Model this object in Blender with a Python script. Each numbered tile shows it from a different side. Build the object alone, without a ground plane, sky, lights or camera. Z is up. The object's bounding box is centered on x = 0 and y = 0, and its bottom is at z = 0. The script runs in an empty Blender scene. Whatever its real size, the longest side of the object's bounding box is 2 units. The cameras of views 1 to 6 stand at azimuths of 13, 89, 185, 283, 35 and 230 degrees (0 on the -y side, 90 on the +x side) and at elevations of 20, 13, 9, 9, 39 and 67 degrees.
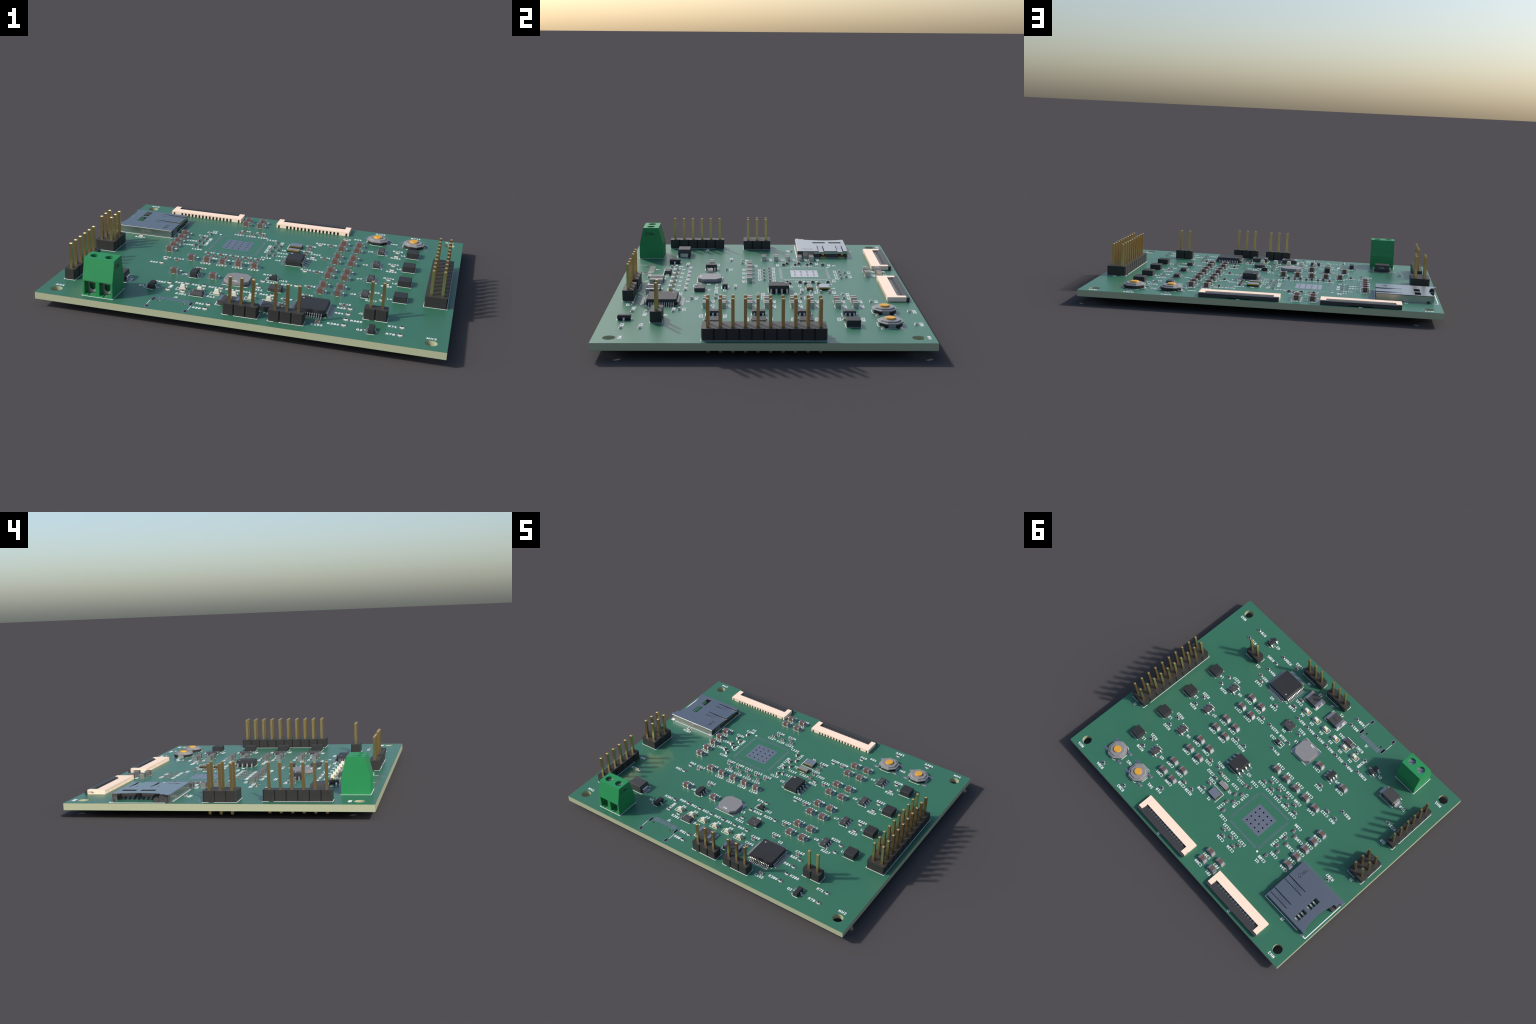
# A populated circuit board (90 x 70 mm), modelled in millimetres and scaled to 2 m long.
import bpy, bmesh, math
from mathutils import Vector, Matrix
from mathutils.geometry import tessellate_polygon

S = 2.0 / 90.0          # metres per millimetre of the real board
ZT = 3.5                # height of the board's top face above the lowest pin, mm
TH = 1.62               # board thickness, mm
HALF_X, HALF_Y = 45.0, 35.0

# ------------------------------------------------------------------ materials
MATS = {}


def material(name, color, rough=0.5, metal=0.0, spec=0.5, grain=0.03, bump=0.0, scale=60.0, coat=0.0):
    m = bpy.data.materials.new(name)
    m.use_nodes = True
    nt = m.node_tree
    b = nt.nodes["Principled BSDF"]
    tc = nt.nodes.new("ShaderNodeTexCoord")
    nz = nt.nodes.new("ShaderNodeTexNoise")
    nz.inputs["Scale"].default_value = scale
    nz.inputs["Detail"].default_value = 3.0
    nt.links.new(tc.outputs["Object"], nz.inputs["Vector"])
    rp = nt.nodes.new("ShaderNodeValToRGB")
    lo = [max(0.0, c * (1 - grain)) for c in color]
    hi = [min(1.0, c * (1 + grain)) for c in color]
    rp.color_ramp.elements[0].position = 0.3
    rp.color_ramp.elements[1].position = 0.7
    rp.color_ramp.elements[0].color = (*lo, 1)
    rp.color_ramp.elements[1].color = (*hi, 1)
    nt.links.new(nz.outputs["Fac"], rp.inputs["Fac"])
    nt.links.new(rp.outputs["Color"], b.inputs["Base Color"])
    b.inputs["Roughness"].default_value = rough
    b.inputs["Metallic"].default_value = metal
    b.inputs["Specular IOR Level"].default_value = spec
    b.inputs["Coat Weight"].default_value = coat
    if bump > 0:
        bp = nt.nodes.new("ShaderNodeBump")
        bp.inputs["Strength"].default_value = bump
        bp.inputs["Distance"].default_value = 0.0005
        nt.links.new(nz.outputs["Fac"], bp.inputs["Height"])
        nt.links.new(bp.outputs["Normal"], b.inputs["Normal"])
    MATS[name] = m
    return m


material("solder_mask_green", (0.038, 0.158, 0.095), 0.37, spec=0.5, grain=0.015, scale=8)
material("fibreglass_edge", (0.42, 0.45, 0.29), 0.75, spec=0.3, grain=0.03, scale=90)
material("silkscreen_white", (0.86, 0.86, 0.86), 0.7, spec=0.3, grain=0.01)
material("tinned_pad", (0.52, 0.51, 0.52), 0.38, metal=1.0, grain=0.02)
material("tinned_lead", (0.60, 0.59, 0.56), 0.34, metal=1.0, grain=0.02)
material("shell_steel", (0.47, 0.46, 0.45), 0.30, metal=1.0, grain=0.01)
material("gold_plating", (0.74, 0.55, 0.25), 0.28, metal=1.0, grain=0.02)
material("gold_contact", (0.70, 0.46, 0.06), 0.3, metal=1.0, grain=0.02)
material("header_black", (0.030, 0.029, 0.028), 0.5, spec=0.4, grain=0.05, scale=200)
material("chip_black", (0.027, 0.027, 0.029), 0.55, spec=0.4, grain=0.05, scale=200)
material("chip_grey", (0.055, 0.054, 0.056), 0.55, spec=0.4, grain=0.05, scale=200)
material("ceramic_brown", (0.148, 0.081, 0.065), 0.6, spec=0.3, grain=0.05, scale=120)
material("ceramic_white", (0.80, 0.78, 0.66), 0.6, spec=0.3, grain=0.02)
material("resistor_film", (0.012, 0.012, 0.013), 0.45, spec=0.4, grain=0.05)
material("led_cream", (0.72, 0.72, 0.60), 0.5, spec=0.4, grain=0.02)
material("connector_cream", (1.0, 0.76, 0.59), 0.6, spec=0.3, grain=0.01)
material("terminal_green", (0.019, 0.25, 0.080), 0.45, spec=0.4, grain=0.02, scale=30)
material("switch_grey", (0.25, 0.245, 0.245), 0.42, metal=0.0, grain=0.02)
material("button_orange", (0.68, 0.345, 0.04), 0.5, spec=0.4, grain=0.02)
material("inductor_grey", (0.235, 0.232, 0.236), 0.5, spec=0.4, grain=0.02)
material("lid_grey", (0.42, 0.43, 0.46), 0.35, metal=0.8, grain=0.01)
material("latch_grey", (0.045, 0.045, 0.047), 0.5, spec=0.4, grain=0.04, scale=200)
material("dot_grey", (0.42, 0.42, 0.40), 0.6, grain=0.02)
material("mark_dark", (0.02, 0.022, 0.022), 0.7, grain=0.02)
material("band_grey", (0.34, 0.32, 0.30), 0.6, grain=0.02)


# ------------------------------------------------------------ geometry helpers
class Shape:
    """Collects faces (in mm) of one mesh of one material."""

    def __init__(self):
        self.v, self.f = [], []

    def add(self, verts, faces):
        o = len(self.v)
        self.v += [tuple(p) for p in verts]
        self.f += [tuple(i + o for i in f) for f in faces]
        return self

    def box(self, x0, y0, z0, x1, y1, z1, bevel=0.0):
        x0, x1 = min(x0, x1), max(x0, x1)
        y0, y1 = min(y0, y1), max(y0, y1)
        v = [(x, y, z) for z in (z0, z1) for (x, y) in ((x0, y0), (x1, y0), (x1, y1), (x0, y1))]
        f = [(3, 2, 1, 0), (4, 5, 6, 7), (0, 1, 5, 4), (1, 2, 6, 5), (2, 3, 7, 6), (3, 0, 4, 7)]
        if bevel:
            return self.bevelled(v, f, bevel)
        return self.add(v, f)

    def bevelled(self, v, f, width, seg=1):
        bm = bmesh.new()
        vs = [bm.verts.new(p) for p in v]
        for q in f:
            bm.faces.new([vs[i] for i in q])
        bmesh.ops.recalc_face_normals(bm, faces=bm.faces)
        bmesh.ops.bevel(bm, geom=list(bm.edges), offset=width, segments=seg, affect='EDGES', profile=0.5)
        bm.verts.index_update()
        self.add([p.co[:] for p in bm.verts], [[p.index for p in q.verts] for q in bm.faces])
        bm.free()
        return self

    def loft(self, rings, bevel=0.0, cap=True):
        """rings: list of (polygon, z) with equal vertex counts, counter-clockwise."""
        n = len(rings[0][0])
        v, f = [], []
        for poly, z in rings:
            v += [(x, y, z) for x, y in poly]
        for k in range(len(rings) - 1):
            for i in range(n):
                j = (i + 1) % n
                f.append((k * n + i, k * n + j, (k + 1) * n + j, (k + 1) * n + i))
        if cap:
            f.append(tuple(reversed(range(n))))
            f.append(tuple((len(rings) - 1) * n + i for i in range(n)))
        if bevel:
            return self.bevelled(v, f, bevel)
        return self.add(v, f)

    def plate(self, outer, holes, z0, z1):
        """flat sheet with holes, closed all round"""
        loops = [list(outer)] + [list(h) for h in holes]
        flat = [p for lp in loops for p in lp]
        n = len(flat)
        tri = tessellate_polygon([[Vector((x, y, 0)) for x, y in lp] for lp in loops])
        v = [(x, y, z1) for x, y in flat] + [(x, y, z0) for x, y in flat]
        f = []
        for a, b, c in tri:
            pa, pb, pc = flat[a], flat[b], flat[c]
            if (pb[0] - pa[0]) * (pc[1] - pa[1]) - (pb[1] - pa[1]) * (pc[0] - pa[0]) < 0:
                b, c = c, b
            f.append((a, b, c))
            f.append((a + n, c + n, b + n))
        o = 0
        for k, lp in enumerate(loops):
            area = sum(lp[i][0] * lp[(i + 1) % len(lp)][1] - lp[(i + 1) % len(lp)][0] * lp[i][1] for i in range(len(lp)))
            for i in range(len(lp)):
                j = (i + 1) % len(lp)
                q = (o + i, o + j, o + j + n, o + i + n)
                if (area > 0) == (k == 0):
                    q = q[::-1]
                f.append(q)
            o += len(lp)
        return self.add(v, f)

    def cyl(self, x, y, r, z0, z1, n=24, r1=None):
        r1 = r if r1 is None else r1
        return self.loft([(circle(x, y, r, n), z0), (circle(x, y, r1, n), z1)])

    def ribbon(self, profile, y0, y1, thick):
        """sheet-metal strip: an (x,z) polyline thickened and extruded from y0 to y1"""
        up, dn = [], []
        for i, p in enumerate(profile):
            a = Vector(profile[max(i - 1, 0)])
            b = Vector(profile[min(i + 1, len(profile) - 1)])
            d = (b - a).normalized()
            nrm = Vector((-d[1], d[0])) * thick / 2
            up.append((p[0] + nrm[0], p[1] + nrm[1]))
            dn.append((p[0] - nrm[0], p[1] - nrm[1]))
        ring = up + dn[::-1]
        n = len(ring)
        v = [(x, y0, z) for x, z in ring] + [(x, y1, z) for x, z in ring]
        f = [(i, (i + 1) % n, (i + 1) % n + n, i + n) for i in range(n)]
        m = len(up)
        for i in range(m - 1):
            q = (i, i + 1, n - 2 - i, n - 1 - i)
            f.append(q)
            f.append(tuple(k + n for k in reversed(q)))
        return self.add(v, f)

    def turned(self, ang):
        c, s = math.cos(ang), math.sin(ang)
        self.v = [(x * c - y * s, x * s + y * c, z) for x, y, z in self.v]
        return self

    def moved(self, dx, dy, dz=0.0):
        self.v = [(x + dx, y + dy, z + dz) for x, y, z in self.v]
        return self

    def merged(self, o):
        return self.add(o.v, o.f)

    def mesh(self, name, mat, smooth=None):
        me = bpy.data.meshes.new(name)
        me.from_pydata([(x * S, y * S, z * S) for x, y, z in self.v], [], self.f)
        bm = bmesh.new()
        bm.from_mesh(me)
        bmesh.ops.recalc_face_normals(bm, faces=bm.faces)
        bm.to_mesh(me)
        bm.free()
        me.materials.append(MATS[mat])
        if smooth:
            me.polygons.foreach_set("use_smooth", [True] * len(me.polygons))
            me.set_sharp_from_angle(angle=math.radians(smooth))
        me.update()
        return me


def circle(x, y, r, n=24, ph=0.0):
    return [(x + r * math.cos(ph + 2 * math.pi * i / n), y + r * math.sin(ph + 2 * math.pi * i / n)) for i in range(n)]


def rect(x0, y0, x1, y1):
    return [(x0, y0), (x1, y0), (x1, y1), (x0, y1)]


def slot(x, y, w, h, n=10):
    """upright stadium of width w and total height h"""
    r, k = w / 2, h / 2 - w / 2
    up = [(x + r * math.cos(math.pi * i / n), y + k + r * math.sin(math.pi * i / n)) for i in range(n + 1)]
    dn = [(x - r * math.cos(math.pi * i / n), y - k - r * math.sin(math.pi * i / n)) for i in range(n + 1)]
    return up + dn


def octagon(x, y, hx, hy, cut):
    return [(x + hx, y - hy + cut), (x + hx, y + hy - cut), (x + hx - cut, y + hy), (x - hx + cut, y + hy),
            (x - hx, y + hy - cut), (x - hx, y - hy + cut), (x - hx + cut, y - hy), (x + hx - cut, y - hy)]


ROOT = bpy.data.objects.new("circuit_board", None)
ROOT.empty_display_size = 0.1
ROOT["label"] = "green circuit board with chips, pin headers and connectors"
ROOT["category"] = "circuit board"
bpy.context.scene.collection.objects.link(ROOT)


def place(name, me, x=0.0, y=0.0, rot=0.0, parent=None, z=ZT, stuff=False):
    o = bpy.data.objects.new(name, me)
    bpy.context.scene.collection.objects.link(o)
    o.parent = parent or ROOT
    if parent is None:
        o.location = (x * S, y * S, z * S)
        o.rotation_euler = (0, 0, rot)
    if stuff:
        o["kind"] = "stuff"
    return o


class Part:
    """a component type: a main mesh and sub-part meshes that repeats share"""

    def __init__(self, name, main, subs=()):
        self.name, self.main, self.subs = name, main, subs

    def at(self, x, y, rot=0.0, name=None):
        o = place(name or self.name, self.main, x, y, rot)
        for n, me in self.subs:
            place(n, me, parent=o)
        return o


LANDS = Shape()           # all tinned copper lands on the top side
SILK = []                 # silkscreen strokes: list of polylines with width


def land(x, y, w, h, rot=0.0, cx=0.0, cy=0.0):
    """a land centred at (x, y) in a footprint that is turned by rot about (cx, cy)"""
    sh = Shape().box(x - w / 2, y - h / 2, 0.0, x + w / 2, y + h / 2, 0.03)
    LANDS.merged(sh.turned(rot).moved(cx, cy))


def stroke(points, width=0.12, rot=0.0, cx=0.0, cy=0.0):
    c, s = math.cos(rot), math.sin(rot)
    SILK.append(([(px * c - py * s + cx, px * s + py * c + cy) for px, py in points], width))


SILK_SHAPES = Shape()


def silk_poly(poly, rot=0.0, cx=0.0, cy=0.0):
    SILK_SHAPES.merged(Shape().plate(poly, [], 0.0, 0.03).turned(rot).moved(cx, cy))


def stroke_shape(lines, width, z0=0.0, height=0.03, tilt=0.0006):
    """raised rounded ink strokes along polylines; each segment sits at a slightly
    different level so that no two faces share a plane"""
    sh = Shape()
    k = 0
    for pts in lines:
        for a, b in zip(pts[:-1], pts[1:]):
            a, b = Vector(a), Vector(b)
            d = b - a
            if d.length < 1e-6:
                continue
            d.normalize()
            n = Vector((-d.y, d.x))
            r = width / 2
            ang = math.atan2(n.y, n.x)
            ring = [(a.x + r * math.cos(ang + math.pi * i / 6), a.y + r * math.sin(ang + math.pi * i / 6)) for i in range(7)]
            ring += [(b.x + r * math.cos(ang + math.pi + math.pi * i / 6), b.y + r * math.sin(ang + math.pi + math.pi * i / 6)) for i in range(7)]
            sh.loft([(ring, z0), (ring, z0 + height + tilt * (k % 9))])
            k += 1
    return sh


# ----------------------------------------------------------------- stroke font
def arc(cx, cy, rx, ry, a0, a1, n=8):
    return [(cx + rx * math.cos(math.radians(a0 + (a1 - a0) * i / n)), cy + ry * math.sin(math.radians(a0 + (a1 - a0) * i / n)))
            for i in range(n + 1)]


W = 0.56  # glyph width for a cap height of one
GLYPHS = {  # letter: (strokes, advance)
    '0': ([arc(.28, .72, .28, .28, 0, 180) + arc(.28, .28, .28, .28, 180, 360) + [(.56, .72)], [(.10, .22), (.46, .78)]], .95),
    '1': ([[(.02, .78), (.28, 1), (.28, 0)], [(0, 0), (.56, 0)]], .95),
    '2': ([arc(.27, .72, .27, .28, 160, -30) + [(0, 0), (.57, 0)]], .95),
    '3': ([[(.02, 1), (.55, 1), (.26, .62)] + arc(.26, .31, .30, .31, 90, -150)], .95),
    '4': ([[(.40, .66), (.40, 0)], [(.26, 1), (0, .30), (.58, .30)]], .95),
    '5': ([[(.53, 1), (.08, 1), (.05, .56)] + arc(.25, .32, .31, .32, 120, -140)], .95),
    '6': ([[(.48, 1), (.30, .95)] + arc(.52, .45, .50, .52, 125, 180) + [(.02, .30)], arc(.28, .30, .27, .30, 0, 360, 12)], .95),
    '7': ([[(0, 1), (.58, 1), (.18, 0)]], .95),
    '8': ([arc(.28, .77, .23, .23, 0, 360, 12), arc(.28, .27, .28, .27, 0, 360, 12)], .95),
    '9': ([arc(.29, .70, .27, .30, 0, 360, 12), [(.56, .70)] + arc(.06, .55, .50, .52, 0, -55) + [(.10, 0)]], .95),
    'C': ([arc(.30, .65, .30, .35, 40, 180) + arc(.30, .35, .30, .35, 180, 320)], 1.0),
    'R': ([[(0, 0), (0, 1), (.35, 1)] + arc(.35, .76, .23, .24, 90, -90) + [(0, .52)], [(.27, .52), (.60, 0)]], 1.0),
    'L': ([[(0, 1), (0, 0), (.48, 0)]], .81),
    'U': ([[(0, 1), (0, .28)] + arc(.29, .28, .29, .28, 180, 360) + [(.58, 1)]], 1.05),
    'D': ([[(0, 0), (0, 1), (.25, 1)] + arc(.25, .5, .36, .5, 90, -90) + [(0, 0)]], 1.0),
    'Q': ([arc(.30, .65, .30, .35, 0, 180) + arc(.30, .35, .30, .35, 180, 360) + [(.60, .65)], [(.35, .2), (.64, -.10)]], 1.05),
    'J': ([[(.42, 1), (.42, .25)] + arc(.20, .25, .22, .25, 0, -120)], .76),
    'Y': ([[(0, 1), (.30, .48), (.60, 1)], [(.30, .48), (.30, 0)]], .86),
    'F': ([[(.50, 1), (0, 1), (0, 0)], [(0, .52), (.38, .52)]], .86),
    'B': ([[(0, 0), (0, 1), (.33, 1)] + arc(.33, .77, .21, .23, 90, -90) + [(0, .54)], [(.33, .54)] + arc(.33, .27, .25, .27, 90, -90) + [(0, 0)]], 1.0),
    'S': ([arc(.28, .75, .27, .25, 35, 250) + arc(.28, .26, .29, .26, 80, -150)], .95),
    'W': ([[(0, 1), (.18, 0), (.38, .75), (.58, 0), (.76, 1)]], 1.14),
    'M': ([[(0, 0), (0, 1), (.32, .30), (.64, 1), (.64, 0)]], 1.14),
    'H': ([[(0, 0), (0, 1)], [(.58, 0), (.58, 1)], [(0, .52), (.58, .52)]], 1.05),
    'P': ([[(0, 0), (0, 1), (.36, 1)] + arc(.36, .74, .23, .26, 90, -90) + [(0, .48)]], 1.0),
}
TEXT_SIZE = 0.70


def label_text(text, x, y, rot=0.0):
    total = sum(GLYPHS[c][1] for c in text[:-1])
    last = max(p[0] for st in GLYPHS[text[-1]][0] for p in st)
    pen = -(total + last) / 2
    lines = []
    for c in text:
        for st in GLYPHS[c][0]:
            lines.append([((pen + px) * TEXT_SIZE, (py - 0.5) * TEXT_SIZE) for px, py in st])
        pen += GLYPHS[c][1]
    me = stroke_shape(lines, 0.14, 0.0, 0.028).mesh("reference_label", "silkscreen_white")
    place("reference_label", me, x, y, rot)


def cloud_mark(size):
    """small cloud outline with two lines of tiny bars, as strokes (width = 2.6*size)"""
    cl = arc(.28, .32, .24, .24, 270, 100, 6) + arc(.50, .62, .26, .26, 165, 25, 6) + arc(.80, .38, .20, .26, 80, -70, 6)
    lines = [cl, [(.30, .10), (.42, .30), (.56, .36)], [(.50, .14), (.44, .30)]]
    for row, n in ((.56, 4), (.20, 6)):
        for i in range(n):
            x = 1.2 + i * .20
            lines.append([(x, row - .10), (x, row + .10), (x + .10, row + .10)])
    return [[(px * size, py * size) for px, py in ln] for ln in lines]


# ----------------------------------------------------------------------- board
U1 = (-11.0, 11.0)
USB = (-15.0, -32.5)
mount_holes = [(sx * 41.5, sy * 31.5) for sx in (-1, 1) for sy in (-1, 1)]
via_points = [(U1[0] + 1.61 * (i - 1.5), U1[1] + 1.61 * (j - 1.5)) for i in range(4) for j in range(4)]
usb_slots = [(USB[0] + sx * 4.32, USB[1] + dy, h) for sx in (-1, 1) for dy, h in ((3.13, 2.1), (-1.05, 1.6))]
usb_pegs = [(USB[0] + sx * 2.89, USB[1] + 2.6) for sx in (-1, 1)]

holes = [circle(x, y, 1.35, 40) for x, y in mount_holes]
holes += [circle(x, y, 0.25, 12) for x, y in via_points]
holes += [slot(x, y, 0.6, h - 0.4) for x, y, h in usb_slots]
holes += [circle(x, y, 0.325, 14) for x, y in usb_pegs]
edge = rect(-HALF_X, -HALF_Y, HALF_X, HALF_Y)
board = place("board", Shape().plate(edge, holes, -TH + 0.03, -0.03).mesh("board", "fibreglass_edge", 40))
place("solder_mask", Shape().plate(edge, holes, -0.03, 0.0).mesh("solder_mask", "solder_mask_green"), parent=board)
place("solder_mask", Shape().plate(edge, holes, -TH, -TH + 0.03).mesh("solder_mask", "solder_mask_green"), parent=board)

# square exposed pad with its field of vias, and the empty processor footprint around it
pad_holes = [circle(x - U1[0], y - U1[1], 0.25, 12) for x, y in via_points]
place("thermal_pad", Shape().plate(rect(-3.48, -3.48, 3.48, 3.48), pad_holes, 0.0, 0.025).mesh("thermal_pad", "tinned_pad"), *U1)
barrels = Shape()
for x, y in via_points:
    barrels.plate(circle(x, y, .262, 12), [circle(x, y, .235, 12)], -TH, -.01)
place("via_barrel", barrels.mesh("via_barrel", "gold_plating"), stuff=True)
fine = Shape()
for i in range(28):
    t = 0.4 * (i - 13.5)
    for sgn in (-1, 1):
        fine.box(sgn * 5.68, t - 0.09, 0, sgn * 6.40, t + 0.09, 0.02)
        fine.box(t - 0.09, sgn * 5.68, 0, t + 0.09, sgn * 6.40, 0.02)
place("chip_footprint_pads", fine.mesh("chip_footprint_pads", "tinned_pad"), *U1, stuff=True)
silk_poly(circle(-17.5, 17.5, 0.3, 20))

# empty USB footprint: finger pads and plated slots
for dx, w in [(s * d, w) for d, w in ((3.25, .6), (2.45, .6), (1.75, .3), (1.25, .3), (.75, .3), (.25, .3)) for s in (-1, 1)]:
    me = Shape().box(-w / 2, -0.725, 0, w / 2, 0.725, 0.025).mesh("finger_pad", "tinned_pad")
    place("finger_pad", me, USB[0] + dx, USB[1] + 4.045)
for x, y, h in usb_slots:
    me = Shape().plate(slot(0, 0, 1.0, h), [slot(0, 0, 0.6, h - 0.4)], 0, 0.03).plate(slot(0, 0, 0.62, h - 0.38), [slot(0, 0, 0.56, h - 0.44)], -TH - .02, 0.028).mesh("slot_ring", "tinned_pad")
    place("slot_ring", me, x, y)
for sx in (-1, 1):
    stroke([(USB[0] + sx * 4.70, -30.5), (USB[0] + sx * 4.70, -32.65)], 0.12)

# ------------------------------------------------------------------ pin headers
PITCH = 2.54


def header_outline(n, rows):
    """plan of the housing: one chamfered cell per pin, pin 1 at the origin, row along +x"""
    c, h = 0.25, PITCH / 2
    lo, hi = -h, h + (rows - 1) * PITCH
    bottom, top = [], []
    for i in range(n):
        x0, x1 = i * PITCH - h, i * PITCH + h
        bottom += [(x0, lo + c), (x0 + c, lo), (x1 - c, lo)]
        top += [(x0, hi - c), (x0 + c, hi), (x1 - c, hi)]
    end = [((n - 1) * PITCH + h, lo + c), ((n - 1) * PITCH + h, hi - c)]
    return bottom + end + top[::-1]


def pin_mesh():
    a, t, sq = 0.32, 0.21, lambda r: rect(-r, -r, r, r)
    return Shape().loft([(sq(t), -3.0), (sq(a), -2.75), (sq(a), 8.36), (sq(t), 8.54)]).mesh("pin", "gold_plating")


PIN = pin_mesh()
UNDER = Shape()           # solder rings on the underside


def pin_header(n, rows, cx, cy, rot):
    """centred at (cx, cy); local x runs along the row, pin 1 at the -x end"""
    sx, sy = -(n - 1) * PITCH / 2, -(rows - 1) * PITCH / 2
    plan = header_outline(n, rows)
    sh = Shape().plate(plan, [], 0.0, 2.54).moved(sx, sy)
    o = place("pin_header", sh.mesh("pin_header", "header_black"), cx, cy, rot)
    c, s = math.cos(rot), math.sin(rot)
    for i in range(n):
        for j in range(rows):
            p = place("pin", PIN, parent=o)
            p.location = ((sx + i * PITCH) * S, (sy + j * PITCH) * S, 0)
            lx, ly = sx + i * PITCH, sy + j * PITCH
            UNDER.merged(Shape().cyl(lx * c - ly * s + cx, lx * s + ly * c + cy, 0.85, -TH - 0.03, -TH))
    e = 1.33
    x1, y0, y1 = -sx + e, sy - e, -sy + e
    stroke([(sx - e, sy + (0 if rows == 1 else 0.05)), (sx - e, y0), (sx, y0)], .12, rot, cx, cy)
    if rows == 1:
        stroke([(sx + 1.27, y0), (x1, y0), (x1, y1), (sx + 1.27, y1), (sx + 1.27, y0)], .12, rot, cx, cy)
    else:
        stroke([(sx + 1.27, y0), (x1, y0), (x1, y1), (sx - e, y1), (sx - e, sy + 1.27)], .12, rot, cx, cy)


Q = -math.pi / 2
pin_header(10, 2, 41.0, 0.0, Q)
pin_header(3, 2, -41.0, -1.0, Q)
pin_header(6, 1, -41.0, -18.0, Q)
pin_header(3, 1, 1.0, -31.0, 0)
pin_header(3, 1, 11.0, -31.0, 0)
pin_header(2, 1, 29.0, -23.0, 0)


# --------------------------------------------------------------- chip passives
def chip_capacitor(lx, ly, h, e, name):
    body = Shape().box(-lx / 2 + e - .02, -ly / 2 + .02, .03, lx / 2 - e + .02, ly / 2 - .02, h - .02)
    ends = Shape()
    for s in (-1, 1):
        ends.box(s * (lx / 2 - e), -ly / 2, .025, s * lx / 2, ly / 2, h, bevel=min(.03, ly * .05))
    return Part("capacitor", body.mesh("capacitor", "ceramic_brown"),
                [("terminal", ends.mesh("terminal", "tinned_lead"))])


CAP_S = chip_capacitor(1.0, .5, .5, .25, "capacitor")
CAP_L = chip_capacitor(2.0, 1.25, 1.25, .46, "capacitor")


def chip_resistor():
    core = Shape().box(-.485, -.25, .05, .485, .25, .325)
    film = Shape().box(-.26, -.235, .325, .26, .235, .355)
    ends = Shape()
    for s in (-1, 1):
        ends.box(s * .485, -.25, .03, s * .51, .25, .35)
        ends.box(s * .25, -.245, .325, s * .49, .245, .35)
        ends.box(s * .28, -.245, .03, s * .49, .245, .05)
    return Part("resistor", core.mesh("resistor", "ceramic_white"),
                [("resistive_film", film.mesh("resistive_film", "resistor_film")),
                 ("terminal", ends.mesh("terminal", "tinned_lead"))])


RES = chip_resistor()


def put_small(part, px, w, h, sx, sy, x, y, rot):
    part.at(x, y, rot)
    for s in (-1, 1):
        land(s * px, 0, w, h, rot, x, y)
        stroke([(-sx, s * sy), (sx, s * sy)], .12, rot, x, y)


R90 = math.pi / 2
# label offset codes: dx, dy relative to the part
resistors = {
    "R70": (35, -30, -2, 0), "R71": (35, -26, -2, 0), "R227": (29, -12.5, -2.25, -1.1), "R226": (29, -9.5, -2.25, 1.15),
    "R84": (23, -23, -1.95, 0), "R85": (23, -20, -1.95, 0), "R305": (23, -26, 2.25, 0), "R306": (23, -29, -2.25, 0),
    "R65": (5, -18.5, -1.97, 0), "R64": (1, -18.5, -1.97, 0), "R63": (-3, -18.5, -1.97, 0), "R62": (-7, -18.5, -1.97, 0),
    "R61": (-11, -18.5, -1.97, 0), "R60": (-15, -18.5, -1.97, 0), "R311": (1, -15, 0, -1.35), "R233": (9, -11, -2.3, 0),
    "R80": (-7, -31, -1.9, 0), "R81": (-7, -28.5, -1.9, 0), "R301": (-14.5, -23.5, 0, -1.3), "R302": (-19, -19.5, -2.2, 0),
    "R73": (-36, -15, -1.95, 0), "R232": (9, -1, 0, 1.17), "R231": (9, 9, 0, -1.17), "R230": (9, 19, 0, 1.17),
    "R310": (1, -11, 2.25, 0), "R74": (3, -6.5, -1.97, 0), "R224": (29, .5, 0, 1.15), "R225": (29, -2.5, 0, -1.07),
    "R223": (29, 7.5, 0, -1.07), "R222": (29, 10.5, 0, 1.15), "R221": (29, 17.5, 0, -1.07), "R220": (29, 20.5, 0, 1.15),
    "R82": (-25, -8, -1.95, 0), "R83": (-25, -5, 0, 1.17), "R304": (32.5, 32.5, 0, 1.17), "R303": (23, 32.5, 0, 1.17),
    "P10": (15, 25, 0, 1.17), "R307": (-36.5, 8.75, 0, -1.03),
}
for ref, (x, y, dx, dy) in resistors.items():
    put_small(RES, .51, .54, .64, .154, .38, x, y, 0)
    label_text(ref, x + dx, y + dy)
put_small(RES, .51, .54, .64, .154, .38, -18.0, -23.5, 0)
label_text("R300", -18.05, -21.75, R90)

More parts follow.
